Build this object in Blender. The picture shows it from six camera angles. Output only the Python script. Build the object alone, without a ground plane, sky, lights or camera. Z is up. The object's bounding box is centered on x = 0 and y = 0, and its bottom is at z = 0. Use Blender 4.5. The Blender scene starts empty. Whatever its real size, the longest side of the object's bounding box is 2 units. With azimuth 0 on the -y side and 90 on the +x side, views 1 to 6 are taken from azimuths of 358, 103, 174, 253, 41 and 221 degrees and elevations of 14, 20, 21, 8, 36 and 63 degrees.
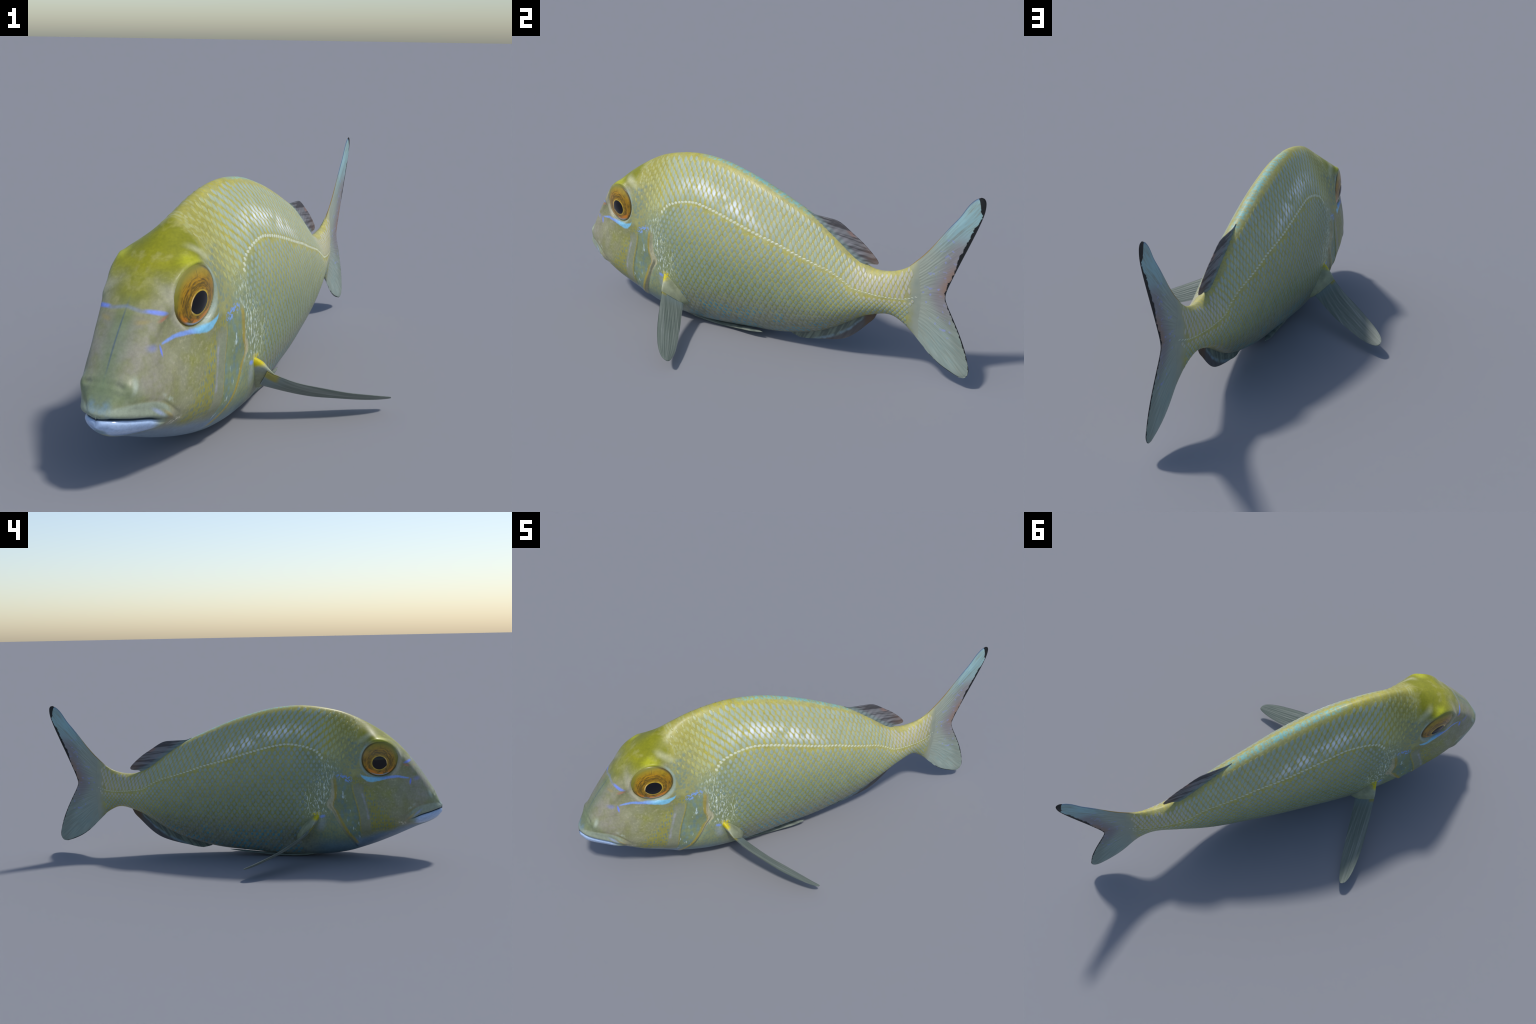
import bpy, math, random
import numpy as np
from mathutils import Vector, Matrix

# ---------------------------------------------------------------------------
# A deep-bodied yellow-green sea fish.  Everything is modelled in the fish's
# own frame: x runs from snout to tail, y is sideways, z is up.  The root
# Empty turns that frame 24.87 degrees away from the world axes.
# ---------------------------------------------------------------------------
YAW = math.radians(24.87)
SHIFT = 0.0397
rng = random.Random(7)
nrng = np.random.default_rng(7)

# ------------------------------------------------------------------ splines
def spline_weights(x, X):
    x = np.clip(np.asarray(x, float), X[0], X[-1])
    i = np.clip(np.searchsorted(X, x) - 1, 0, len(X) - 2)
    t = (x - X[i]) / (X[i + 1] - X[i]); n = len(X)
    W = np.zeros((len(x), n)); r = np.arange(len(x)); h = X[i + 1] - X[i]
    W[r, i] += 2*t**3 - 3*t**2 + 1
    W[r, i + 1] += -2*t**3 + 3*t**2
    def slope(j, c):
        lo = np.maximum(j - 1, 0); hi = np.minimum(j + 1, n - 1); d = X[hi] - X[lo]
        np.add.at(W, (r, hi), c*h/d); np.add.at(W, (r, lo), -c*h/d)
    slope(i, t**3 - 2*t**2 + t); slope(i + 1, t**3 - t**2)
    return W

def spl(x, pts):
    pts = np.asarray(pts, float)
    x = np.atleast_1d(np.asarray(x, float))
    return spline_weights(x, pts[:, 0]) @ pts[:, 1]

def resample(pts, n):
    """smooth curve through control points, n points evenly along it"""
    p = np.asarray(pts, float)
    s = np.r_[0, np.cumsum(np.linalg.norm(np.diff(p, axis=0), axis=1))]
    fine = spline_weights(np.linspace(0, s[-1], 600), s) @ p
    q = np.r_[0, np.cumsum(np.linalg.norm(np.diff(fine, axis=0), axis=1))]
    t = np.linspace(0, q[-1], n)
    return np.stack([np.interp(t, q, fine[:, k]) for k in range(p.shape[1])], 1)

def sstep(x, a, b):
    t = np.clip((x - a) / (b - a), 0, 1); return t*t*(3 - 2*t)

# ------------------------------------------------------------ body outlines
NOSE = -1.075
BACK = [(-1.08, .274), (-1.063, .311), (-1.022, .386), (-.985, .446), (-.94, .507), (-.896, .561),
        (-.85, .611), (-.779, .671), (-.70, .722), (-.62, .763), (-.54, .795), (-.46, .814), (-.38, .826),
        (-.30, .830), (-.22, .825), (-.131, .811), (-.04, .786), (.05, .757), (.15, .718), (.237, .680),
        (.30, .652), (.362, .617), (.426, .575), (.489, .530), (.554, .484), (.618, .457), (.65, .451),
        (.69, .453), (.73, .461), (.77, .476), (.80, .496), (.831, .523), (.87, .560)]
BELLY = [(-1.08, .252), (-1.066, .236), (-1.045, .215), (-1.01, .195), (-.957, .172), (-.899, .146),
         (-.84, .119), (-.781, .094), (-.722, .071), (-.662, .050), (-.602, .031), (-.542, .018), (-.482, .010),
         (-.40, .004), (-.32, .001), (-.25, .002), (-.15, .009), (-.05, .018), (.068, .028), (.13, .035),
         (.192, .046), (.254, .061), (.317, .078), (.379, .101), (.441, .131), (.502, .168), (.552, .200),
         (.60, .228), (.655, .249), (.69, .260), (.72, .263), (.745, .259), (.77, .247), (.80, .227), (.87, .163)]
LATERAL = [(-.445, .548), (-.424, .576), (-.405, .595), (-.377, .608), (-.33, .622), (-.28, .630), (-.238, .632),
           (-.19, .625), (-.126, .611), (-.05, .590), (.035, .564), (.12, .538), (.219, .510), (.30, .482),
           (.38, .457), (.472, .428), (.537, .396), (.576, .375), (.62, .366), (.70, .358), (.772, .356),
           (.81, .362), (.857, .377)]
# half widths; rows follow the length (stations in sqrt of distance from the
# snout, so the nose rounds off), columns go from belly to back
STATIONS = np.array([-1.075, -1.064, -1.03, -.985, -.93, -.87, -.80, -.73, -.65, -.55, -.42, -.22, .02, .28, .567, .88])
ROWS = np.sqrt(STATIONS - NOSE)
COLS = np.array([0, .08, .2, .35, .5, .65, .8, .92, 1.])
WIDTH = np.array([
    [.000, .000, .000, .000, .000, .000, .000, .000, .000],
    [.022, .027, .031, .035, .038, .040, .044, .060, .080],
    [.040, .053, .065, .072, .077, .079, .081, .089, .100],
    [.055, .082, .101, .106, .106, .105, .108, .118, .120],
    [.068, .113, .140, .133, .123, .117, .124, .150, .150],
    [.091, .148, .165, .150, .134, .117, .130, .184, .185],
    [.122, .178, .185, .163, .144, .139, .168, .228, .200],
    [.150, .190, .196, .173, .151, .152, .180, .236, .175],
    [.182, .197, .206, .180, .160, .165, .168, .155, .115],
    [.218, .215, .210, .183, .173, .159, .137, .110, .085],
    [.230, .229, .215, .193, .185, .169, .141, .114, .098],
    [.212, .211, .203, .195, .185, .169, .146, .117, .104],
    [.172, .174, .174, .174, .168, .155, .134, .112, .106],
    [.133, .132, .134, .134, .129, .122, .105, .093, .097],
    [.082, .094, .094, .090, .085, .079, .071, .062, .055],
    [.006, .006, .007, .008, .008, .009, .010, .010, .008]])

xs_f = np.linspace(-1.08, .87, 1951)
def presmooth(pts, sig=.010):
    y = spl(xs_f, pts); k = np.arange(-40, 41)*.001; g = np.exp(-.5*(k/sig)**2); g /= g.sum()
    ypad = np.r_[2*y[0]-y[40:0:-1], y, 2*y[-1]-y[-2:-42:-1]]
    ys = np.convolve(ypad, g, 'valid')
    m = sstep(xs_f, -1.075, -1.02); return y*(1-m) + ys*m
back_f, belly_f = presmooth(BACK), presmooth(BELLY)
def back(x): return np.interp(x, xs_f, back_f)
def belly(x): return np.interp(x, xs_f, belly_f)
def lateral(x): return spl(x, LATERAL)

EYE = (-.742, .552); EYE_R = (.0935, .0905)
def eye_rr(x, z): return np.hypot((x - EYE[0])/EYE_R[0], (z - EYE[1])/EYE_R[1])
def eye_dome(x, z): return .1485 + .17*(x - EYE[0]) - .0180*np.minimum(eye_rr(x, z), 1.25)**2

def half_width(x, z, raw=False):
    """body half width at (x, z)"""
    x = np.atleast_1d(np.asarray(x, float)); z = np.atleast_1d(np.asarray(z, float))
    zt, zb = back(x), belly(x); h = np.clip((z - zb)/(zt - zb), 0, 1)
    Wu = spline_weights(np.sqrt(np.clip(x - NOSE, 0, None)), ROWS); Wh = spline_weights(h, COLS)
    w = np.einsum('ni,ij,nj->n', Wu, WIDTH, Wh)
    end = sstep(np.asarray(.885 - x), -.02, .07)*np.sqrt(np.clip((.885 - x)/.008, 0, 1))
    w = np.maximum(w, 0)*2*np.sqrt(np.clip(h*(1 - h), 0, 1))*end
    # the skin closes in on the eyeball round the socket
    if raw: return w
    r = eye_rr(x, z); m = 1 - sstep(r, 1.0, 1.20)
    return np.where(h > .02, w*(1 - m) + np.minimum(eye_dome(x, z), w + .03)*m, w)

def skin_point(x, z, side=1):
    w = half_width(x, z)
    return np.stack([np.atleast_1d(x)*np.ones_like(w), side*w, np.atleast_1d(z)*np.ones_like(w)], -1)

def skin_normal(x, z, side=1, e=.004):
    dx = (half_width(x + e, z) - half_width(x - e, z))/(2*e)
    dz = (half_width(x, z + e) - half_width(x, z - e))/(2*e)
    n = np.stack([-dx, side*np.ones_like(dx), -dz], -1)
    return n/np.linalg.norm(n, axis=-1, keepdims=True)

# ------------------------------------------------------------ head landmarks
PUPIL = (-.740, .533); PUPIL_R = (.0372, .0352)
MOUTH = [(-1.085, .270), (-1.060, .269), (-1.009, .257), (-.963, .246), (-.923, .231), (-.865, .212)]
LIP_LOW = [(-1.085, .243), (-1.066, .235), (-1.049, .219), (-1.013, .201), (-.973, .193), (-.930, .197), (-.865, .208)]
LIP_HIGH = [(-1.085, .292), (-1.05, .302), (-1.009, .306), (-.968, .300), (-.939, .290), (-.90, .262), (-.865, .225)]
GILL = [(.03, -.655), (.070, -.628), (.112, -.606), (.155, -.574), (.193, -.551), (.242, -.524), (.277, -.507), (.310, -.486),
        (.330, -.488), (.355, -.499), (.400, -.501), (.456, -.496), (.52, -.49)]           # rear edge of gill cover: x as function of z
CHEEK = [(.13, -.645), (.173, -.642), (.229, -.639), (.270, -.633), (.305, -.625), (.345, -.613), (.380, -.603), (.420, -.596), (.47, -.59)]

def relief(x, z, y):
    """fine outward displacement of the skin (metres)"""
    d = np.zeros_like(x)
    # mouth slit and lips
    mx = spl(x, MOUTH); lo = spl(x, LIP_LOW); hi = spl(x, LIP_HIGH)
    f = 1 - sstep(x, -.93, -.87)
    d -= .013*f*(1 - .72*np.clip(1 - (x - NOSE)/.010, 0, 1))*np.exp(-((z - mx)/.0055)**2)
    d += .0080*f*(1 - .5*sstep(-x, 1.045, 1.072))*np.exp(-((z - (mx*.5 + lo*.5 - .001))/(.42*(mx - lo) + .004))**2)
    d += .005*f*np.exp(-((z - (mx + .016))/.012)**2) - .0012*f*sstep(x, -1.07, -1.02)*np.exp(-((z - hi - .004)/.007)**2)
    # upper jaw plate
    d += .0045*np.exp(-((x + .90)/.035)**2 - ((z - .245 + (x + .90)*.9)/.010)**2) - .002*np.exp(-((x + .895)/.035)**2 - ((z - .268 + (x + .90)*.9)/.006)**2)
    # gill cover edge: raised lip, then a sunk slit behind
    e = x - spl(z, GILL); g = sstep(z, .045, .10)*(1 - sstep(z, .43, .50))
    d += g*np.where(e < 0, .0075*np.exp(e/.045), .0075*np.exp(-(e/.005)**2))
    d -= g*.0035*np.exp(-((e - .014)/.009)**2)
    c = x - spl(z, CHEEK); gc = sstep(z, .13, .19)*(1 - sstep(z, .40, .45))
    d += gc*np.where(c < 0, .003*np.exp(c/.025), .003*np.exp(-(c/.004)**2))
    d -= gc*.002*np.exp(-((c - .010)/.007)**2)
    # nostril swellings
    d += .010*np.exp(-((x + 1.020)/.018)**2 - ((z - .350)/.024)**2)
    d -= .006*np.exp(-((x + 1.030)/.006)**2 - ((z - .356)/.009)**2)
    # eye socket
    r = eye_rr(x, z)
    d += np.where(np.abs(y) > .03, -.004*np.exp(-((r - 1.0)/.04)**2) + .003*np.exp(-((r - 1.12)/.07)**2)
                  - .006*(1 - sstep(r, .90, 1.0)), 0)
    return d

# -------------------------------------------------------------- node helpers
def lin(c):
    def f(v):
        v /= 255.
        return v/12.92 if v <= .04045 else ((v + .055)/1.055)**2.4
    return tuple(f(v) for v in c) + (1.,)

ROOT = bpy.data.objects.new('reef_fish', None)
bpy.context.scene.collection.objects.link(ROOT)
ROOT.empty_display_size = .2

class Nodes:
    def __init__(s, name, rough=.5, spec=.4):
        s.mat = bpy.data.materials.new(name); s.mat.use_nodes = True
        s.t = s.mat.node_tree; s.t.nodes.clear()
        s.out = s.new('ShaderNodeOutputMaterial'); s.bsdf = s.new('ShaderNodeBsdfPrincipled')
        s.t.links.new(s.bsdf.outputs[0], s.out.inputs[0])
        s.bsdf.inputs['Roughness'].default_value = rough
        s.bsdf.inputs['Specular IOR Level'].default_value = spec
        tc = s.new('ShaderNodeTexCoord'); tc.object = ROOT
        s.P = tc.outputs['Object']
        sp = s.new('ShaderNodeSeparateXYZ'); s.link(s.P, sp.inputs[0])
        s.x, s.y, s.z = sp.outputs
        s.ay = s.m('ABSOLUTE', s.y)
        cb = s.new('ShaderNodeCombineXYZ'); s.link(s.x, cb.inputs[0]); s.link(s.ay, cb.inputs[1]); s.link(s.z, cb.inputs[2])
        s.S = cb.outputs[0]                       # left and right sides alike
        cb = s.new('ShaderNodeCombineXYZ'); s.link(s.x, cb.inputs[0]); s.link(s.z, cb.inputs[1])
        s.F = cb.outputs[0]                       # flat side projection
    def new(s, kind): return s.t.nodes.new(kind)
    def link(s, a, b):
        if isinstance(a, (int, float)): b.default_value = a
        elif isinstance(a, tuple): b.default_value = a
        else: s.t.links.new(a, b)
    def m(s, op, a, b=None, c=None, clamp=False):
        n = s.new('ShaderNodeMath'); n.operation = op; n.use_clamp = clamp
        for i, v in enumerate((a, b, c)):
            if v is not None: s.link(v, n.inputs[i])
        return n.outputs[0]
    def add(s, a, b): return s.m('ADD', a, b)
    def sub(s, a, b): return s.m('SUBTRACT', a, b)
    def mul(s, *v):
        r = v[0]
        for q in v[1:]: r = s.m('MULTIPLY', r, q)
        return r
    def inv(s, a): return s.m('SUBTRACT', 1., a)
    def step(s, x, a, b, lo=0., hi=1.):
        n = s.new('ShaderNodeMapRange'); n.interpolation_type = 'SMOOTHSTEP'
        s.link(x, n.inputs[0])
        if a > b: a, b, lo, hi = b, a, hi, lo
        n.inputs[1].default_value = a; n.inputs[2].default_value = b
        n.inputs[3].default_value = lo; n.inputs[4].default_value = hi
        return n.outputs[0]
    def win(s, x, a, b, soft):
        return s.mul(s.step(x, a - soft, a + soft), s.step(x, b + soft, b - soft))
    def curve(s, x, pts):
        pts = sorted(pts); x0, x1 = pts[0][0], pts[-1][0]; y0 = min(p[1] for p in pts); y1 = max(p[1] for p in pts) + 1e-6
        f = s.m('DIVIDE', s.sub(x, x0), x1 - x0, clamp=True)
        n = s.new('ShaderNodeFloatCurve'); s.link(f, n.inputs['Value'])
        cu = n.mapping.curves[0]
        q = [((a - x0)/(x1 - x0), (b - y0)/(y1 - y0)) for a, b in pts]
        cu.points[0].location = q[0]; cu.points[1].location = q[-1]
        for p in q[1:-1]: cu.points.new(*p)
        for p in cu.points: p.handle_type = 'AUTO'
        n.mapping.update()
        return s.add(s.mul(n.outputs[0], y1 - y0), y0)
    def band(s, d, w, soft):
        """1 where |d| < w"""
        a = s.m('ABSOLUTE', d)
        if isinstance(w, (int, float)): return s.step(a, w + soft, max(w - soft, 0))
        return s.step(s.sub(a, w), soft, -soft)
    def blob(s, x0, z0, rx, rz, ang=0., soft=.5):
        dx = s.sub(s.x, x0); dz = s.sub(s.z, z0); c, q = math.cos(ang), math.sin(ang)
        u = s.m('DIVIDE', s.add(s.mul(dx, c), s.mul(dz, q)), rx)
        v = s.m('DIVIDE', s.sub(s.mul(dz, c), s.mul(dx, q)), rz)
        r = s.m('SQRT', s.add(s.mul(u, u), s.mul(v, v)))
        return s.step(r, 1 + soft*.5, 1 - soft)
    def noise(s, scale, detail=2., vec=None, stretch=None, rough=.5, dist=0.):
        v = s.S if vec is None else vec
        if stretch:
            mp = s.new('ShaderNodeMapping'); s.link(v, mp.inputs[0])
            mp.inputs['Scale'].default_value = stretch[:3]
            if len(stretch) > 3: mp.inputs['Rotation'].default_value = stretch[3]
            v = mp.outputs[0]
        n = s.new('ShaderNodeTexNoise'); s.link(v, n.inputs['Vector'])
        n.inputs['Scale'].default_value = scale; n.inputs['Detail'].default_value = detail
        n.inputs['Roughness'].default_value = rough; n.inputs['Distortion'].default_value = dist
        return n.outputs[0]
    def voronoi(s, scale, vec=None, stretch=None, feature='F1', rand=1.):
        v = s.S if vec is None else vec
        if stretch:
            mp = s.new('ShaderNodeMapping'); s.link(v, mp.inputs[0]); mp.inputs['Scale'].default_value = stretch[:3]
            v = mp.outputs[0]
        n = s.new('ShaderNodeTexVoronoi'); n.feature = feature; s.link(v, n.inputs['Vector'])
        n.inputs['Scale'].default_value = scale; n.inputs['Randomness'].default_value = rand
        return n.outputs[0]
    def mix(s, f, a, b):
        n = s.new('ShaderNodeMix'); n.data_type = 'RGBA'
        s.link(f, n.inputs[0])
        s.link(lin(a) if isinstance(a, tuple) else a, n.inputs[6]); s.link(lin(b) if isinstance(b, tuple) else b, n.inputs[7])
        return n.outputs[2]
    def grain(s, c, scale, amp, stretch=None):
        """mottle a colour: darker and lighter flecks of the same hue"""
        f = s.noise(scale, 4, None, stretch, .65)
        g = s.add(1. - amp, s.mul(s.step(f, .3, .7), 2*amp))
        n = s.new('ShaderNodeMix'); n.data_type = 'RGBA'; n.blend_type = 'MULTIPLY'; n.inputs[0].default_value = 1.
        cb = s.new('ShaderNodeCombineXYZ')
        for i in range(3): s.link(g, cb.inputs[i])
        s.link(c, n.inputs[6]); s.link(cb.outputs[0], n.inputs[7])
        return n.outputs[2]
    def bump(s, h, strength=.3, dist=.004):
        n = s.new('ShaderNodeBump'); n.inputs['Strength'].default_value = strength; n.inputs['Distance'].default_value = dist
        s.link(h, n.inputs['Height']); s.link(n.outputs[0], s.bsdf.inputs['Normal'])
    def color(s, c): s.link(lin(c) if isinstance(c, tuple) else c, s.bsdf.inputs['Base Color'])

# ------------------------------------------------------ colours of the flanks
def flank_fields(n):
    ll = n.curve(n.x, LATERAL)
    dz = n.sub(n.z, ll)
    return ll, dz

def net_colour(n, dz):
    """the yellow mesh between the scales"""
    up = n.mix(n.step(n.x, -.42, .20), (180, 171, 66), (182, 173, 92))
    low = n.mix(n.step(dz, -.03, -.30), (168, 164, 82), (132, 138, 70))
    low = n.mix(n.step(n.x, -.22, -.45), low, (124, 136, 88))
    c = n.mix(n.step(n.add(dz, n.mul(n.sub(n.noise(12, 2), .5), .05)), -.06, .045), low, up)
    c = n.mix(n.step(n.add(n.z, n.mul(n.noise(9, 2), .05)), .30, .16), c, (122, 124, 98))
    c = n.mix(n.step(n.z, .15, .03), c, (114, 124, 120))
    c = n.mix(n.mul(n.step(n.noise(60, 3), .45, .75), .40), c, (150, 152, 100))
    return n.grain(c, 34, .10)

def scale_colour(n, dz):
    """the pale blue-grey of the scale centres"""
    up = n.mix(n.noise(14, 2), (150, 168, 152), (174, 186, 170))
    low = n.mix(n.noise(14, 2), (118, 140, 132), (136, 152, 146))
    low = n.mix(n.step(dz, -.20, -.02), low, n.mix(n.noise(14, 2), (136, 154, 146), (156, 172, 164)))
    c = n.mix(n.step(dz, -.05, .04), low, up)
    mid = n.curve(n.x, [(-.45, .088), (-.25, .070), (0., .055), (.25, .025)])
    shine = n.mul(n.win(n.x, -.33, .10, .12), n.band(n.sub(dz, mid), .016, .034))  # specular glints painted near-white into the scales above the lateral line
    shine = n.mul(shine, n.step(n.noise(19, 2), .32, .56))
    c = n.mix(n.mul(shine, .95), c, (228, 236, 242))
    c = n.mix(n.mul(n.step(n.x, .48, .62), n.step(dz, -.06, .0)), c, (180, 180, 168))
    c = n.mix(n.step(n.z, .29, .17), c, (128, 136, 130))
    blue = n.mul(n.step(n.z, .215, .14), n.step(n.noise(16, 2), .40, .58))
    c = n.mix(blue, c, (76, 136, 156))
    c = n.mix(n.mul(n.step(n.x, -.38, -.54), n.step(dz, -.02, .02)), c, (168, 180, 144))
    return n.grain(c, 60, .07)

# ------------------------------------------------------------- skin material
def skin_material():
    n = Nodes('skin', .48, .35)
    ll, dz = flank_fields(n)
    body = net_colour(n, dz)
    # faint pale grain left between the modelled scales, and fine belly scaling
    tiny = n.step(n.voronoi(62, n.F, (1.25, .8, 1)), .30, .55)
    body = n.mix(n.mul(tiny, .25), body, (150, 162, 146))
    # dorsal ridge in cyan
    tp = n.curve(n.x, [p for p in BACK if p[0] > -.6 and p[0] < .62])
    ridge = n.mul(n.step(n.sub(tp, n.z), .010, .002), n.win(n.x, -.27, .33, .05))
    fleck = n.step(n.noise(85, 2, None, (1, 1, .4)), .40, .62)
    body = n.mix(n.mul(ridge, n.add(n.mul(fleck, .6), .15)), body, (116, 190, 192))
    # breast and nape behind the head: finer, greener scaling
    fine = n.step(n.voronoi(78, n.F, (1.2, .75, 1)), .28, .6)
    wob0 = n.mul(n.sub(n.noise(8, 3), .5), .10)
    breast = n.mix(n.mul(fine, .7), (124, 140, 118), (144, 150, 104))
    breast = n.mix(n.step(n.z, .16, .06), breast, (104, 130, 142))
    bm = n.mul(n.step(n.add(n.x, n.mul(n.noise(9, 2), .12)), -.26, -.42), n.step(n.add(n.z, n.mul(wob0, .8)), .66, .46))
    body = n.mix(bm, body, breast)
    nape = n.mix(n.mul(fine, .8), (166, 166, 104), (156, 150, 60))
    nm = n.mul(n.step(n.add(n.x, n.mul(n.noise(7, 2), .08)), -.40, -.50), n.step(n.z, .58, .68))
    body = n.mix(nm, body, nape)
    # white flecks behind the gill cover and above the fin root
    fl = n.mul(n.step(n.noise(72, 3, n.F, (1.9, .55, 1, (0, 0, -.35)), .6, 1.0), .52, .64), .9)
    fm = n.add(n.blob(-.415, .345, .095, .115, .3, .7), n.mul(n.blob(-.475, .50, .05, .10, .5, .8), .8))
    body = n.mix(n.mul(fl, n.m('MINIMUM', fm, 1.)), body, (214, 226, 216))
    # ----- head
    gx = n.curve(n.z, GILL)
    wob = n.mul(n.sub(n.noise(7, 3), .5), .10)
    head = n.mix(n.step(n.noise(11, 3), .38, .66), (136, 138, 78), (140, 141, 108))
    head = n.mix(n.mul(n.step(n.noise(90, 2), .5, .75), .35), head, (186, 180, 150))
    head = n.mix(n.step(n.add(n.x, n.mul(wob, .6)), -.80, -.95), head, n.mix(n.step(n.noise(13, 4, None, None, .65), .3, .7), (132, 134, 96), (150, 146, 132)))
    # rear cheek scales
    pre = n.curve(n.z, CHEEK)
    cell = n.voronoi(74, n.F, (1.15, .62, 1), 'F1', .45)
    scaled = n.mix(n.step(cell, .16, .56), (108, 126, 118), (146, 143, 68))
    cl2 = n.sub(n.sub(n.z, .345), n.mul(n.add(n.x, .722), 1.205))   # below the slanting cheek line
    cm = n.mul(n.step(n.add(cl2, n.mul(wob, .5)), .03, -.05), n.step(n.z, .15, .19))
    head = n.mix(n.mul(cm, .85), head, scaled)
    plate = n.mix(n.noise(24, 4, None, (1, 1, .3), .65), (112, 128, 108), (150, 146, 116))     # bare strip before the cheek ridge
    head = n.mix(n.mul(n.win(n.sub(n.x, pre), -.055, .0, .008), n.win(n.z, .16, .42, .02)), head, plate)
    op = n.mix(n.step(n.voronoi(48, n.F, (1.1, .7, 1), 'F1', .7), .2, .7), (112, 134, 126), (126, 138, 100))
    op = n.mix(n.step(n.noise(40, 3, n.F, (1.6, .5, 1, (0, 0, -.4))), .62, .70), op, (188, 206, 206))
    head = n.mix(n.mul(n.step(n.sub(n.x, pre), -.003, .004), n.step(n.z, .47, .44)), head, op)
    # behind the eye: green with yellow flecks
    tem = n.mix(n.step(n.voronoi(60, n.F, None, 'F1', .9), .2, .7), (130, 144, 122), (154, 154, 100))
    head = n.mix(n.mul(n.step(n.add(n.x, n.mul(wob, .3)), -.67, -.63), n.step(n.z, .45, .48)), head, tem)
    # forehead
    hz = n.sub(n.z, n.curve(n.x, [(-1.08, .50), (-1.0, .49), (-.9, .54), (-.82, .61), (-.7, .63), (-.6, .65), (-.5, .70)]))
    fore = n.mix(n.step(n.noise(7, 4, None, (.6, 1, 1.3), .6), .3, .7), (126, 128, 16), (156, 154, 32))
    fore = n.mix(n.mul(n.step(n.noise(20, 3, None, (.5, 1, 1.4)), .52, .72), .6), fore, (168, 164, 96))
    fore = n.mix(n.mul(n.blob(-.765, .672, .07, .030, -.5, .9), n.step(n.ay, .07, .11)), fore, (170, 172, 34))
    fore = n.mix(n.mul(n.step(n.add(n.x, n.mul(wob, .5)), -.66, -.62)), fore, nape)
    head = n.mix(n.step(n.add(hz, n.mul(wob, .25)), -.012, .035), head, fore)
    # pale streak over the brow and crescent behind the eye
    head = n.mix(n.mul(n.blob(-.675, .672, .070, .016, -.62, .9), .65, n.step(n.ay, .06, .11)), head, (190, 190, 150))
    er = n.m('SQRT', n.add(n.m('POWER', n.m('DIVIDE', n.sub(n.x, EYE[0]), EYE_R[0]), 2.), n.m('POWER', n.m('DIVIDE', n.sub(n.z, EYE[1]), EYE_R[1]), 2.)))
    cres = n.mul(n.win(er, 1.0, 1.14, .06), n.step(n.add(n.x, n.mul(n.sub(n.z, .55), -.25)), -.715, -.68))
    head = n.mix(n.mul(cres, n.add(.25, n.mul(n.noise(14, 3), .7))), head, (160, 182, 176))
    front = n.mul(n.win(er, 1.0, 1.25, .10), n.step(n.x, -.79, -.82), n.step(n.z, .62, .57))
    head = n.mix(n.mul(front, .7), head, (172, 168, 146))
    rim = n.mul(n.win(er, .95, 1.035, .02), n.step(n.sub(n.z, n.mul(n.add(n.x, .742), .9)), .63, .575))
    head = n.mix(n.mul(rim, .8), head, (112, 104, 46))
    # snout ridge, nostrils, upper lip
    sn = n.mul(n.step(n.add(n.ay, n.mul(wob, .4)), .065, .005), n.step(n.x, -.86, -.95))
    head = n.mix(n.mul(sn, .65), head, n.mix(n.step(n.noise(11, 4), .3, .7), (104, 126, 84), (126, 138, 120)))
    head = n.mix(n.mul(n.step(n.ay, .0048, .0), n.win(n.x, -1.02, -.91, .04), .7), head, (74, 96, 116))
    head = n.mix(n.mul(n.blob(-1.035, .335, .045, .055, .0, 1.), .7), head, n.mix(n.noise(20, 3), (110, 132, 80), (132, 144, 116)))
    head = n.mix(n.mul(n.blob(-1.010, .358, .008, .026, -.45, .9), .8), head, (172, 182, 164))
    hi = n.curve(n.x, LIP_HIGH)
    head = n.mix(n.mul(n.step(n.sub(n.z, hi), .006, -.004), n.step(n.x, -.89, -.92)), head, n.mix(n.noise(14, 2), (138, 150, 128), (150, 158, 140)))
    head = n.mix(n.mul(n.step(n.ay, .05, .02), n.step(n.z, .340, .30), n.step(n.noise(22, 3), .35, .65), .75), head, (116, 150, 176))
    # jaw corner streaks
    head = n.mix(n.mul(n.blob(-.905, .292, .030, .008, -.75, .9), n.step(n.noise(50, 3), .35, .6), .8), head, (174, 184, 168))
    head = n.mix(n.mul(n.blob(-.945, .264, .028, .007, -.70, .9), .75), head, (150, 164, 196))
    head = n.mix(n.mul(n.blob(-.905, .242, .036, .006, -.75, .9), .7), head, (176, 158, 96))
    head = n.mix(n.mul(n.blob(-.862, .207, .022, .012, .3, .8), n.step(n.noise(60, 2), .45, .6)), head, (216, 210, 186))
    # throat and chin
    ch = n.sub(n.z, n.curve(n.x, [(-1.08, .20), (-.97, .190), (-.865, .186), (-.8, .165), (-.72, .150), (-.62, .130), (-.5, .10), (-.3, .06)]))
    head = n.mix(n.step(n.add(ch, n.mul(wob, .45)), .018, -.026), head, n.mix(n.noise(24, 3, None, (.5, 1, 1)), (106, 130, 152), (132, 150, 166)))
    # blue bar under the eye with its short tick
    bar = n.curve(n.x, [(-.905, .443), (-.893, .447), (-.865, .451), (-.836, .457), (-.802, .456), (-.767, .451), (-.733, .446), (-.699, .445), (-.665, .455), (-.64, .474)])
    bw = n.curve(n.x, [(-.905, .002), (-.88, .0035), (-.83, .0065), (-.78, .007), (-.72, .011), (-.69, .013), (-.66, .009), (-.64, .003)])
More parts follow.
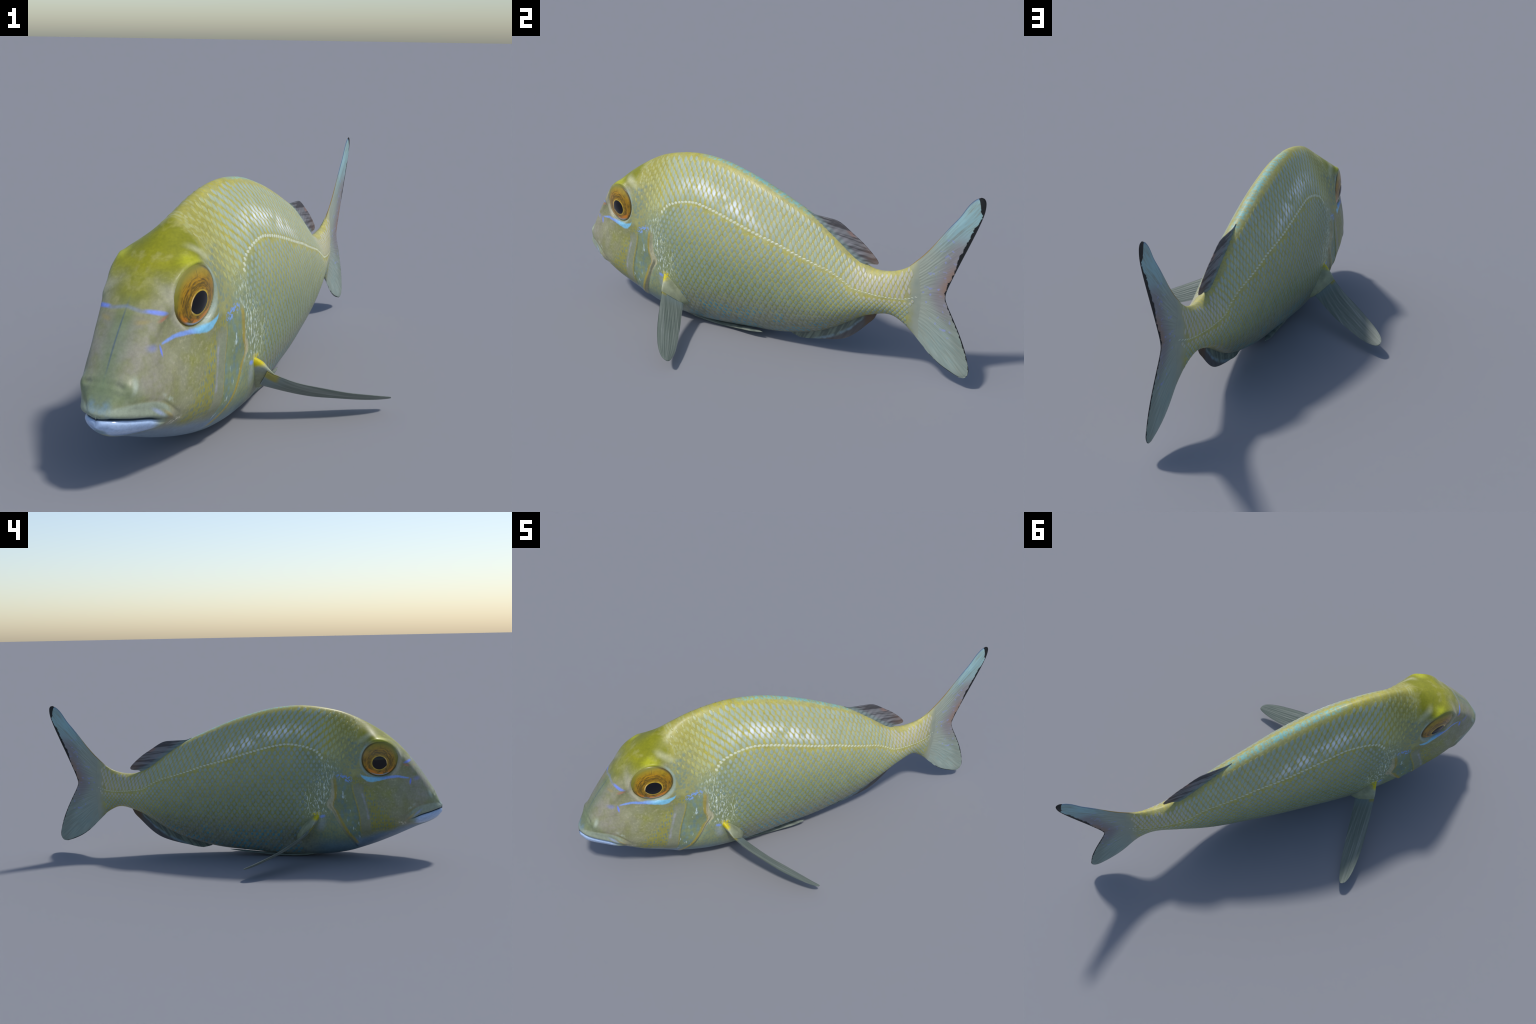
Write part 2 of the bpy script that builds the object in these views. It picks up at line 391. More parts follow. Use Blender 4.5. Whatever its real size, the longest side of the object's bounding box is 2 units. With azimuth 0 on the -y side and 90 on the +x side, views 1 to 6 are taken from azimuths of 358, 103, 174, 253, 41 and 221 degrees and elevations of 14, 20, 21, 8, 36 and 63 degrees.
    bd = n.add(n.sub(n.z, bar), n.mul(n.sub(n.noise(60, 2), .5), .006))
    bm2 = n.mul(n.band(bd, bw, .0038), n.win(n.x, -.895, -.642, .006))
    head = n.mix(bm2, head, n.mix(n.step(n.x, -.80, -.72), (128, 158, 222), (126, 190, 220)))
    head = n.mix(n.blob(-.904, .430, .005, .018, .12, .6), head, (112, 132, 222))
    head = n.mix(n.mul(n.blob(-.935, .445, .018, .012, .0, .9), .5), head, (126, 134, 200))
    # brow marks
    head = n.mix(n.mul(n.blob(-.890, .535, .024, .0075, -.28, .7), n.step(n.ay, .045, .07)), head, (122, 144, 224))
    head = n.mix(n.mul(n.blob(-.882, .517, .020, .006, .30, .9), .8), head, (186, 128, 100))
    head = n.mix(n.mul(n.blob(-.925, .512, .014, .005, .4, .9), n.step(n.ay, .03, .05), .4), head, (170, 150, 70))
    head = n.mix(n.mul(n.band(n.sub(n.z, n.add(.548, n.mul(n.ay, -.2))), .004, .004), n.step(n.ay, .075, .05), n.step(n.x, -.85, -.88), .35), head, (122, 142, 196))
    # cheek ridge and gill cover edge in yellow
    head = n.mix(n.mul(n.band(n.add(n.sub(n.x, pre), n.mul(n.sub(n.noise(40, 3), .5), .006)), .0028, .004), n.win(n.z, .165, .42, .02), n.add(.35, n.mul(n.noise(22, 3), .7))), head, (168, 156, 70))
    head = n.mix(n.mul(n.band(n.add(n.sub(n.x, pre), .045), .005, .006), n.win(n.z, .19, .40, .02), n.step(n.noise(30, 3), .35, .65), .7), head, (152, 154, 162))
    gd = n.sub(n.x, gx)
    spots = n.step(n.noise(70, 2, n.F), .47, .56)
    bl = n.curve(n.x, [(-.60, .445), (-.575, .449), (-.55, .461), (-.522, .470), (-.476, .496), (-.45, .51)])
    head = n.mix(n.mul(n.win(n.x, -.595, -.50, .006), n.band(n.sub(n.z, bl), .014, .005), spots), head, (120, 158, 224))
    # join head and flank along the gill cover
    jm = n.step(n.sub(n.x, n.curve(n.z, GILL[:-2] + [(.43, -.50), (.50, -.55), (.60, -.60), (.70, -.60), (.80, -.58)])), .004, -.004)
    soft = n.step(n.sub(n.add(n.x, n.mul(wob, .5)), -.53), .07, -.07)
    jm = n.add(n.mul(jm, n.step(n.z, .50, .42)), n.mul(soft, n.step(n.z, .42, .50)))
    col = n.mix(jm, body, head)
    edge = n.mul(n.band(n.add(gd, .008), .008, .004), n.win(n.z, .09, .455, .012))
    col = n.mix(n.mul(edge, n.add(.45, n.mul(n.noise(20, 3), .6))), col, (164, 144, 52))
    flap = n.mul(n.band(n.sub(gd, .006), n.curve(n.z, [(.08, .004), (.20, .006), (.27, .010), (.315, .016), (.36, .010), (.45, .004)]), .004), n.win(n.z, .09, .45, .015))
    col = n.mix(n.mul(flap, n.add(.3, n.mul(n.noise(28, 3), .8))), col, (190, 182, 150))
    # lower lip stays pale blue
    lo = n.curve(n.x, LIP_LOW); mo = n.curve(n.x, MOUTH)
    lipm = n.mul(n.step(n.sub(n.z, lo), -.004, .004), n.step(n.sub(n.z, mo), .001, -.003), n.step(n.x, -.915, -.955))
    col = n.mix(lipm, col, n.mix(n.noise(12, 2), (156, 182, 222), (184, 206, 236)))
    slit = n.mul(n.band(n.sub(n.z, mo), .0030, .0022), n.step(n.x, -.90, -.95))
    col = n.mix(slit, col, (38, 56, 72))
    # yellow and blue at the pectoral root
    col = n.mix(n.mul(n.blob(-.405, .264, .024, .010, -.15, .9), n.step(n.noise(70, 2, n.F, (1.6, .6, 1)), .36, .55)), col, (206, 190, 12))
    col = n.mix(n.blob(-.440, .250, .015, .009, -.3, .7), col, (120, 150, 224))
    col = n.mix(n.mul(n.blob(-.435, .205, .022, .045, .3, .9), .7), col, (156, 166, 166))
    # lateral line under its scales
    lm = n.mul(n.band(dz, .0035, .003), n.win(n.x, -.44, .855, .01))
    col = n.mix(n.mul(lm, .35), col, (190, 196, 164))
    n.link(n.sub(.48, n.mul(lipm, .26)), n.bsdf.inputs['Roughness'])
    tb = n.step(n.add(n.x, n.mul(n.sub(n.noise(16, 3), .5), .06)), .79, .85)
    col = n.grain(n.grain(col, 18, .07), 95, .08)
    col = n.mix(tb, col, n.mix(n.noise(30, 3), (140, 150, 136), (164, 168, 152)))
    n.color(col)
    n.bump(n.add(n.noise(120, 2), n.mul(cell, .4)), .12, .002)
    n.bsdf.inputs['Coat Weight'].default_value = .08
    n.bsdf.inputs['Coat Roughness'].default_value = .25
    return n.mat

def scale_material(name, f):
    n = Nodes(name, .40, .45)
    ll, dz = flank_fields(n)
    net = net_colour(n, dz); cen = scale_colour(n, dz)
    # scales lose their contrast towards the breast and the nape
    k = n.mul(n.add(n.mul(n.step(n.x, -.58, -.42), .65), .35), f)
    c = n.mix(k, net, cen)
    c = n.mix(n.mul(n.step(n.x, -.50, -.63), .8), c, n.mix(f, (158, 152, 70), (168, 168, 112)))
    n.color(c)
    return n.mat

def simple(name, col, rough=.5, spec=.4, var=None, scale=20):
    n = Nodes(name, rough, spec)
    n.color(n.mix(n.noise(scale, 3), col, var) if var else col)
    return n.mat

# -------------------------------------------------------------- mesh helpers
def make(name, verts, faces, mats, parent=ROOT, face_mat=None, normals=None):
    me = bpy.data.meshes.new(name)
    me.from_pydata([tuple(v) for v in verts], [], [tuple(f) for f in faces])
    for m_ in mats: me.materials.append(m_)
    if face_mat is not None: me.polygons.foreach_set('material_index', np.asarray(face_mat, np.int32))
    me.polygons.foreach_set('use_smooth', np.ones(len(me.polygons), bool))
    me.update()
    if normals is not None: me.normals_split_custom_set_from_vertices([tuple(v) for v in normals])
    ob = bpy.data.objects.new(name, me); bpy.context.scene.collection.objects.link(ob)
    ob.parent = parent
    return ob

def grid_faces(nu, nv, off=0, closed=False):
    out = []
    for i in range(nu - 1):
        for j in range(nv if closed else nv - 1):
            j2 = (j + 1) % nv
            out.append((off + i*nv + j, off + i*nv + j2, off + (i + 1)*nv + j2, off + (i + 1)*nv + j))
    return out

# ------------------------------------------------------------------ the body
SKIN = skin_material()
front = NOSE + np.linspace(.004, .36, 60)**2
mid = np.arange(front[-1] + .0038, .86, .0040)
xs = np.r_[front, mid, np.linspace(mid[-1] + .003, .8849, 9)]
NP = 190
phi = np.linspace(0, math.pi, NP)
ang = np.r_[phi, 2*math.pi - phi[-2:0:-1]]
NR = len(ang)
X = np.repeat(xs, NR); A_ = np.tile(ang, len(xs))
h = (1 - np.cos(A_))/2; side = np.where(A_ <= math.pi, 1., -1.)
xc = np.minimum(X, .87)
inset = .004*sstep(X, .76, .83)
Z = (belly(xc) + inset) + h*(back(xc) - belly(xc) - 2*inset)
Y = side*half_width(X, Z)
Y[(A_ == 0) | (np.abs(A_ - math.pi) < 1e-9)] = 0
# half_width sees h again from Z, keep ring ends exact
V = np.stack([X, Y, Z], -1)
def grid_normals(V):
    G = V.reshape(len(xs), NR, 3)
    du = np.gradient(G, axis=0); dv = (np.roll(G, -1, 1) - np.roll(G, 1, 1))
    N = np.cross(dv, du); L = np.linalg.norm(N, axis=-1, keepdims=True); N = N/np.maximum(L, 1e-12)
    return N.reshape(-1, 3)
N0 = grid_normals(V)
if (N0[:, 1]*V[:, 1]).sum() < 0: N0 = -N0
nb_ = np.clip(1 - (X - NOSE)/.006, 0, 1)[:, None]
N0 = N0*(1 - nb_) + np.array([-1., 0, 0])*nb_
N0 /= np.linalg.norm(N0, axis=1, keepdims=True)
V = V + N0*relief(X, Z, Y)[:, None]
Nn = grid_normals(V)
if (Nn[:, 1]*V[:, 1]).sum() < 0: Nn = -Nn
nb_ = np.clip(1 - (X - NOSE)/.0012, 0, 1)[:, None]
Nn = Nn*(1 - nb_) + np.array([-1., 0, 0])*nb_
Nn /= np.linalg.norm(Nn, axis=1, keepdims=True)
faces = grid_faces(len(xs), NR, 0, True)
# nose and tail caps
V = np.vstack([V, V[:NR].mean(0), V[-NR:].mean(0)])
V[-2, 0] -= .0005
Nn = np.vstack([Nn, [-1, 0, 0], [1, 0, 0]])
ia, ib = len(V) - 2, len(V) - 1
last = (len(xs) - 1)*NR
faces += [(ia, (j + 1) % NR, j) for j in range(NR)] + [(ib, last + j, last + (j + 1) % NR) for j in range(NR)]
FA = np.array([f if len(f) == 4 else (*f, f[2]) for f in faces])
cx = V[FA][:, :, 0].mean(1); cz = V[FA][:, :, 2].mean(1); cy = V[FA][:, :, 1].mean(1)
# outward winding
p = V[FA]; fn = np.cross(p[:, 1] - p[:, 0], p[:, 2] - p[:, 0])
if (fn[:, 1]*cy).sum() < 0: faces = [tuple(reversed(f)) for f in faces]
gill_x = spl(np.clip(cz, .03, .52), GILL) + np.maximum(cz - .45, 0)*-.35
cheek_x = spl(np.clip(cz, .13, .47), CHEEK)
region = np.full(len(faces), 'torso', dtype=object)
region[cx > .585] = 'tail'
hd = cx < gill_x
region[hd] = 'head'
region[hd & (cx > cheek_x) & (cz < .455) & (cz > .10)] = 'gill_cover'
mz = spl(cx, MOUTH); lz = spl(cx, LIP_LOW); hz = spl(cx, LIP_HIGH)
region[(cx < -.89) & (cz < mz) & (cz > lz - .004)] = 'lower_lip'
region[(cx < -.89) & (cz >= mz) & (cz < hz)] = 'upper_lip'
for name in ('head', 'gill_cover', 'lower_lip', 'upper_lip', 'torso', 'tail'):
    idx = np.nonzero(region == name)[0]
    used = np.unique(np.concatenate([np.array(faces[i]) for i in idx]))
    remap = -np.ones(len(V), int); remap[used] = np.arange(len(used))
    make(name, V[used], [tuple(remap[list(faces[i])]) for i in idx], [SKIN], normals=Nn[used])

# ---------------------------------------------------------------------- eyes
def iris_material():
    n = Nodes('iris', .28, .5)
    dx = n.sub(n.x, PUPIL[0]); dzp = n.sub(n.z, PUPIL[1])
    pr = n.m('SQRT', n.add(n.m('POWER', n.m('DIVIDE', dx, PUPIL_R[0]), 2.), n.m('POWER', n.m('DIVIDE', dzp, PUPIL_R[1]), 2.)))
    er = n.m('SQRT', n.add(n.m('POWER', n.m('DIVIDE', n.sub(n.x, EYE[0]), EYE_R[0]), 2.), n.m('POWER', n.m('DIVIDE', n.sub(n.z, EYE[1]), EYE_R[1]), 2.)))
    th = n.m('ARCTAN2', dzp, dx)
    c = n.mix(n.noise(22, 3, n.F, None, .6, .8), (132, 100, 6), (186, 138, 10))
    streak = n.step(n.noise(5, 3, None), .35, .65)
    cbv = n.new('ShaderNodeCombineXYZ'); n.link(n.mul(th, 1.2), cbv.inputs[0]); n.link(n.mul(pr, 3.), cbv.inputs[1])
    arcs = n.noise(2.2, 4, cbv.outputs[0])
    c = n.mix(n.mul(n.step(arcs, .47, .64), .85), c, (84, 62, 8))
    c = n.mix(n.mul(n.win(pr, 1.32, 1.85, .18), n.step(arcs, .34, .52), .75), c, (92, 72, 12))
    c = n.mix(n.mul(n.step(n.z, .575, .62), n.step(er, .55, .8)), c, n.mix(n.noise(16, 3), (140, 122, 18), (176, 138, 18)))
    c = n.mix(n.mul(n.band(n.sub(pr, n.add(1.78, n.mul(n.sub(n.noise(12, 3), .5), .5))), .05, .10), n.step(n.noise(16, 3), .42, .6), .6), c, (206, 144, 24))
    fire = n.mul(n.win(er, .74, .97, .08), n.step(n.z, .525, .49), n.step(n.noise(34, 3), .42, .6))
    c = n.mix(fire, c, (212, 128, 18))
    ring = n.win(pr, 1.0, 1.14, .04)
    c = n.mix(n.mul(ring, n.add(.55, n.mul(n.noise(40, 2), .5))), c, (198, 168, 56))
    c = n.mix(n.mul(n.win(pr, 1.02, 1.10, .05), n.step(dx, -.022, -.034)), c, (228, 190, 130))
    seam = n.mul(n.band(n.sub(n.x, n.add(-.744, n.mul(n.sub(n.z, .62), .05))), .0012, .0012), n.step(n.z, .605, .615))
    c = n.mix(n.mul(seam, .7), c, (84, 70, 16))
    c = n.grain(c, 70, .14)
    c = n.mix(n.step(er, .90, 1.0), c, (84, 70, 26))
    c = n.mix(n.mul(n.win(er, .90, .96, .02), n.step(n.z, .49, .475), n.win(n.x, -.79, -.70, .02), .7), c, (150, 176, 190))
    # the upper front of the eyeball is veiled by olive skin
    veil = n.mul(n.step(er, .70, .98), n.step(n.sub(n.z, n.mul(n.add(n.x, .742), .9)), .575, .640))
    c = n.mix(n.mul(veil, .95), c, (126, 122, 36))
    n.color(c)
    n.bump(arcs, .10, .003)
    n.bsdf.inputs['Coat Weight'].default_value = .15; n.bsdf.inputs['Coat Roughness'].default_value = .2
    return n.mat
IRIS = iris_material()
PUPIL_M = simple('pupil_black', (12, 13, 20), .16, .35)

def eye_surface(x, z, side, lift):
    y = eye_dome(x, z) + lift - .003*np.clip((eye_rr(x, z) - .93)/.09, 0, 1)**2
    return np.stack([x, side*y, z], -1)

for side in (1, -1):
    nr, na = 26, 96
    rr = np.linspace(0.02, 1.02, nr); aa = np.linspace(0, 2*math.pi, na, endpoint=False)
    R_, T_ = np.meshgrid(rr, aa, indexing='ij')
    x = EYE[0] + EYE_R[0]*(R_*np.cos(T_)).ravel(); z = EYE[1] + EYE_R[1]*(R_*np.sin(T_)).ravel()
    v = eye_surface(x, z, side, np.zeros_like(x))
    v = np.vstack([v, v[:na].mean(0)])
    fc = grid_faces(nr, na, 0, True) + [(nr*na, (j + 1) % na, j) for j in range(na)]
    if side > 0: fc = [tuple(reversed(f)) for f in fc]
    eye = make('eye', v, fc, [IRIS])
    nr, na = 12, 64
    rr = np.linspace(.03, 1, nr); aa = np.linspace(0, 2*math.pi, na, endpoint=False)
    R_, T_ = np.meshgrid(rr, aa, indexing='ij')
    # the pupil has a blunt corner towards the snout
    shape = 1 + .10*np.exp(-((np.angle(np.exp(1j*(T_ - math.radians(200)))))/.32)**2)
    x = PUPIL[0] + PUPIL_R[0]*(R_*shape*np.cos(T_)).ravel(); z = PUPIL[1] + PUPIL_R[1]*(R_*shape*np.sin(T_)).ravel()
    v = eye_surface(x, z, side, (.0030*(1 - R_**2) - .0002 + .0008).ravel())
    v = np.vstack([v, v[:na].mean(0)])
    fc = grid_faces(nr, na, 0, True) + [(nr*na, (j + 1) % na, j) for j in range(na)]
    if side > 0: fc = [tuple(reversed(f)) for f in fc]
    make('pupil', v, fc, [PUPIL_M], parent=eye)

# ---------------------------------------------------------------------- fins
def coons(c0, c1, d0, d1, na, nb):
    """patch between c0 (b=0), c1 (b=1) running along a, and sides d0, d1 running along b"""
    c0, c1 = resample(c0, na), resample(c1, na); d0, d1 = resample(d0, nb), resample(d1, nb)
    a = np.linspace(0, 1, na)[:, None, None]; b = np.linspace(0, 1, nb)[None, :, None]
    return ((1 - b)*c0[:, None] + b*c1[:, None] + (1 - a)*d0[None] + a*d1[None]
            - ((1 - a)*(1 - b)*c0[0] + a*(1 - b)*c0[-1] + (1 - a)*b*c1[0] + a*b*c1[-1]))

def flat_fin(name, G, thick, rays, ridge, mat, sides=(True, True)):
    """two-sided fin in the middle plane from an (a, b, 2) grid of (x, z)"""
    na, nb = G.shape[:2]
    a = np.linspace(0, 1, na)[:, None]*np.ones((1, nb)); b = np.linspace(0, 1, nb)[None]*np.ones((na, 1))
    t = thick(a, b)
    t = t*(1 + ridge*np.cos(2*math.pi*rays*a)*sstep(b, .05, .3)*(1 - .5*b))
    e = np.ones_like(a)
    if sides[0]: e *= np.sqrt(np.clip(a/.05, 0, 1))
    if sides[1]: e *= np.sqrt(np.clip((1 - a)/.05, 0, 1))
    e *= np.sqrt(np.clip((1 - b)/.04, 0, 1))
    t = t*e + .0006
    v1 = np.stack([G[..., 0], t, G[..., 1]], -1).reshape(-1, 3); v2 = v1*[1, -1, 1]
    f1 = grid_faces(na, nb); f2 = [tuple(reversed([q + na*nb for q in f])) for f in f1]
    rim = []
    idx = lambda i, j: i*nb + j
    edge = [idx(0, j) for j in range(nb)] + [idx(i, nb - 1) for i in range(1, na)] + [idx(na - 1, j) for j in range(nb - 2, -1, -1)] + [idx(i, 0) for i in range(na - 2, 0, -1)]
    for q, r in zip(edge, edge[1:] + edge[:1]): rim.append((q, r, r + na*nb, q + na*nb))
    V_ = np.vstack([v1, v2]); F_ = f1 + f2 + rim
    p = V_[np.array(f1)]; nrm = np.cross(p[:, 1] - p[:, 0], p[:, 2] - p[:, 0])
    if nrm[:, 1].sum() < 0: F_ = [tuple(reversed(f)) for f in F_]
    return make(name, V_, F_, [mat])

def tail_material():
    n = Nodes('tail_fin_skin', .5, .35)
    edge = n.curve(n.z, [(.059, 1.06), (.075, 1.083), (.10, 1.087), (.139, 1.079), (.19, 1.064), (.254, 1.037), (.311, 1.008), (.365, .980), (.394, .970),
                         (.425, .974), (.475, .994), (.557, 1.028), (.638, 1.063), (.728, 1.100), (.781, 1.116), (.818, 1.120), (.838, 1.113)])
    d = n.sub(edge, n.x)
    # rays fan out from the tail root: angle and distance
    dx = n.sub(n.x, .74); dz = n.sub(n.z, .375)
    th = n.m('ARCTAN2', dz, dx); rad = n.m('SQRT', n.add(n.mul(dx, dx), n.mul(dz, dz)))
    cb = n.new('ShaderNodeCombineXYZ'); n.link(n.mul(th, 26.), cb.inputs[0]); n.link(n.mul(rad, 5.), cb.inputs[1])
    ray = n.noise(1.6, 4, cb.outputs[0], None, .6)
    cb2 = n.new('ShaderNodeCombineXYZ'); n.link(n.mul(th, 60.), cb2.inputs[0]); n.link(n.mul(rad, 8.), cb2.inputs[1])
    ray2 = n.noise(1.6, 3, cb2.outputs[0])
    c = n.mix(n.step(ray, .35, .65), (136, 147, 137), (160, 170, 160))
    c = n.mix(n.mul(n.step(n.x, .96, .85), .7), c, n.mix(ray2, (138, 148, 134), (168, 170, 154)))
    c = n.mix(n.mul(n.step(n.z, .56, .70), n.step(ray, .25, .6), .75), c, (142, 186, 194))
    c = n.mix(n.mul(n.step(n.z, .34, .22), n.step(ray2, .35, .7), .6), c, (140, 166, 162))
    c = n.mix(n.mul(n.step(d, .10, .03), n.win(n.z, .30, .66, .06), .75), c, n.mix(ray2, (112, 104, 108), (146, 136, 146)))
    c = n.mix(n.mul(n.step(d, .09, .02), n.step(n.z, .36, .28), .45), c, (118, 124, 112))
    c = n.mix(n.mul(n.step(n.add(d, n.mul(n.sub(ray2, .5), .03)), .045, .006), n.win(n.z, .40, .53, .03), .6), c, (146, 110, 84))
    sp = n.mul(n.step(n.noise(46, 1, n.F), .60, .74), .6)
    c = n.mix(n.mul(sp, n.win(d, .02, .11, .02), n.win(n.z, .22, .66, .04)), c, (142, 152, 214))
    c = n.mix(n.mul(n.step(n.x, .865, .845), n.win(n.z, .37, .47, .03), n.step(n.noise(18, 3), .4, .6)), c, (158, 144, 62))
    c = n.mix(n.mul(n.step(ray2, .54, .74), .22), c, (100, 108, 106))
    # leading edge: thin yellow-brown then blue
    up = n.curve(n.x, [(.80, .496), (.831, .525), (.867, .560), (.904, .603), (.94, .650), (.976, .697), (1.018, .749), (1.053, .802), (1.078, .827), (1.10, .838)])
    ud = n.sub(up, n.z)
    c = n.mix(n.mul(n.step(ud, .009, .003), n.step(n.x, 1.0, .90), .8), c, (160, 130, 60))
    c = n.mix(n.mul(n.step(ud, .010, .004), n.step(n.x, .93, .98), .7), c, (110, 134, 170))
    # ragged black trailing margin, widest along the upper lobe
    w = n.curve(n.z, [(.059, .002), (.10, .002), (.20, .003), (.28, .004), (.35, .0025), (.394, .002), (.43, .005), (.50, .005), (.54, .008), (.56, .014), (.60, .016), (.66, .013), (.70, .015), (.735, .006), (.76, .004), (.78, .012), (.81, .022), (.838, .030)])
    cut = n.add(n.sub(d, w), n.mul(n.sub(n.noise(64, 3, n.F), .5), .018))
    c = n.mix(n.step(cut, .0012, -.0012), c, (24, 26, 28))
    # dark hairline round the lower lobe
    lowc = n.curve(n.x, [(.82, .211), (.867, .166), (.907, .128), (.954, .095), (1.001, .074), (1.047, .059), (1.07, .062)])
    c = n.mix(n.mul(n.step(n.sub(n.z, lowc), .006, .002), n.win(n.x, .88, 1.05, .02), n.step(n.noise(20, 2), .4, .5)), c, (40, 46, 44))
    n.color(c)
    n.bump(n.add(ray, ray2), .10, .003)
    return n.mat

TOPLOBE = [(.745, .452), (.77, .470), (.80, .494), (.831, .524), (.867, .560), (.904, .603), (.94, .650), (.976, .697), (1.018, .749), (1.053, .802), (1.078, .827), (1.100, .838)]
TRAIL = [(1.100, .838), (1.113, .834), (1.120, .818), (1.117, .781), (1.100, .728), (1.063, .638), (1.028, .557), (.994, .475), (.976, .427), (.970, .394),
         (.980, .365), (1.008, .311), (1.037, .254), (1.064, .190), (1.079, .139), (1.087, .100), (1.083, .078), (1.070, .062), (1.047, .058)]
LOWLOBE = [(.745, .268), (.77, .250), (.80, .230), (.82, .211), (.867, .166), (.907, .128), (.954, .095), (1.001, .073), (1.047, .058)]
ROOTLINE = [(.745, .452), (.76, .40), (.765, .36), (.76, .32), (.745, .268)]
G = coons(ROOTLINE, TRAIL, TOPLOBE, LOWLOBE, 170, 70)
tail_thick = lambda a, b: .0065*(1 - sstep(b, .05, .75))*np.clip(np.minimum(a, 1 - a)/.22, .06, 1) + .0022 + .0018*sstep(b, .3, .6)*(np.exp(-((a - .04)/.05)**2) + np.exp(-((a - .96)/.05)**2))
flat_fin('tail_fin', G, tail_thick, 24, .07, tail_material())

def ray_fin_material(name, dark, pale, tipcol, ang_, base_col, curve_pts, above):
    n = Nodes(name, .5, .35)
    s_ = n.sub(n.mul(n.z, math.cos(ang_)), n.mul(n.x, math.sin(ang_)))
    u_ = n.add(n.mul(n.x, math.cos(ang_)), n.mul(n.z, math.sin(ang_)))
    cb = n.new('ShaderNodeCombineXYZ'); n.link(n.mul(s_, 55.), cb.inputs[0]); n.link(n.mul(u_, 4.), cb.inputs[1])
    ray = n.noise(1.5, 3, cb.outputs[0])
    c = n.mix(n.step(ray, .40, .60), dark, pale)
    base = n.curve(n.x, curve_pts)
    d = n.sub(n.z, base) if above else n.sub(base, n.z)
    return n, c, d, ray

def dorsal_material():
    n, c, d, ray = ray_fin_material('dorsal_fin_skin', (74, 72, 76), (122, 122, 126), None, -.12, None, [(.25, .672), (.30, .652), (.362, .617), (.426, .575), (.489, .530), (.554, .484), (.618, .457), (.66, .451)], True)
    c = n.mix(n.mul(n.step(d, .030, .008), .5), c, (122, 146, 142))
    c = n.mix(n.mul(n.step(n.add(n.x, n.mul(n.sub(n.z, .5), .3)), .56, .66), .45), c, (128, 98, 78))
    c = n.mix(n.mul(n.blob(.525, .590, .035, .012, -.66, .9), n.step(ray, .4, .6), .55), c, (152, 104, 82))
    n.color(c); n.bump(ray, .4, .003)
    return n.mat

DBASE = [(.292, .638), (.362, .600), (.426, .558), (.489, .513), (.54, .478), (.590, .452)]
DTOP = [(.300, .654), (.330, .6425), (.398, .638), (.448, .6345), (.480, .623), (.537, .587), (.580, .559), (.615, .531), (.645, .503), (.659, .484), (.656, .474)]
DREAR = [(.590, .452), (.606, .4675), (.635, .470), (.656, .474)]
DFRONT = [(.292, .638), (.300, .654)]
G = coons(DBASE, DTOP, DFRONT, DREAR, 110, 36)
flat_fin('dorsal_fin', G, lambda a, b: .0080*(1 - sstep(b, 0, .6)) + .0026, 13, .30, dorsal_material())

def anal_material():
    n, c, d, ray = ray_fin_material('anal_fin_skin', (84, 94, 88), (112, 124, 112), None, 1.0, None, [(.15, .039), (.192, .046), (.254, .061), (.317, .078), (.379, .101), (.441, .131), (.502, .168), (.552, .200), (.60, .228), (.655, .249)], False)
    rim = n.curve(n.x, [(.246, .026), (.317, .036), (.38, .050), (.442, .068), (.492, .088), (.53, .112), (.567, .144), (.61, .188), (.64, .219), (.655, .245)])
    e = n.sub(n.z, rim)
    wv = n.mul(n.sub(n.noise(14, 2), .5), .012)
    ee = n.add(e, wv)
    wid = n.curve(n.x, [(.30, .000), (.38, .008), (.45, .022), (.52, .036), (.58, .042), (.65, .034)])
    c = n.mix(n.step(n.sub(ee, wid), .004, -.006), c, n.mix(ray, (66, 64, 64), (100, 98, 100)))
    c = n.mix(n.mul(n.band(n.sub(ee, n.add(wid, .004)), .006, .006), n.win(n.x, .34, .585, .03), n.step(n.noise(26, 3), .25, .6), .7), c, (126, 150, 168))
    c = n.mix(n.step(n.x, .585, .61), c, (92, 76, 62))
    n.color(c); n.bump(ray, .4, .003)
    return n.mat

ABASE = [(.192, .062), (.254, .078), (.317, .097), (.379, .120), (.441, .152), (.502, .190), (.552, .221), (.60, .248), (.650, .268)]
AOUT = [(.247, .0285), (.285, .033), (.327, .0425), (.380, .053), (.442, .069), (.492, .088), (.530, .112), (.567, .144), (.610, .188), (.640, .219), (.655, .247)]
G = coons(ABASE, AOUT, [(.192, .062), (.196, .043), (.247, .0285)], [(.650, .268), (.655, .247)], 130, 30)
flat_fin('anal_fin', G, lambda a, b: .010*(1 - sstep(b, 0, .7)) + .0028, 10, .12, anal_material())

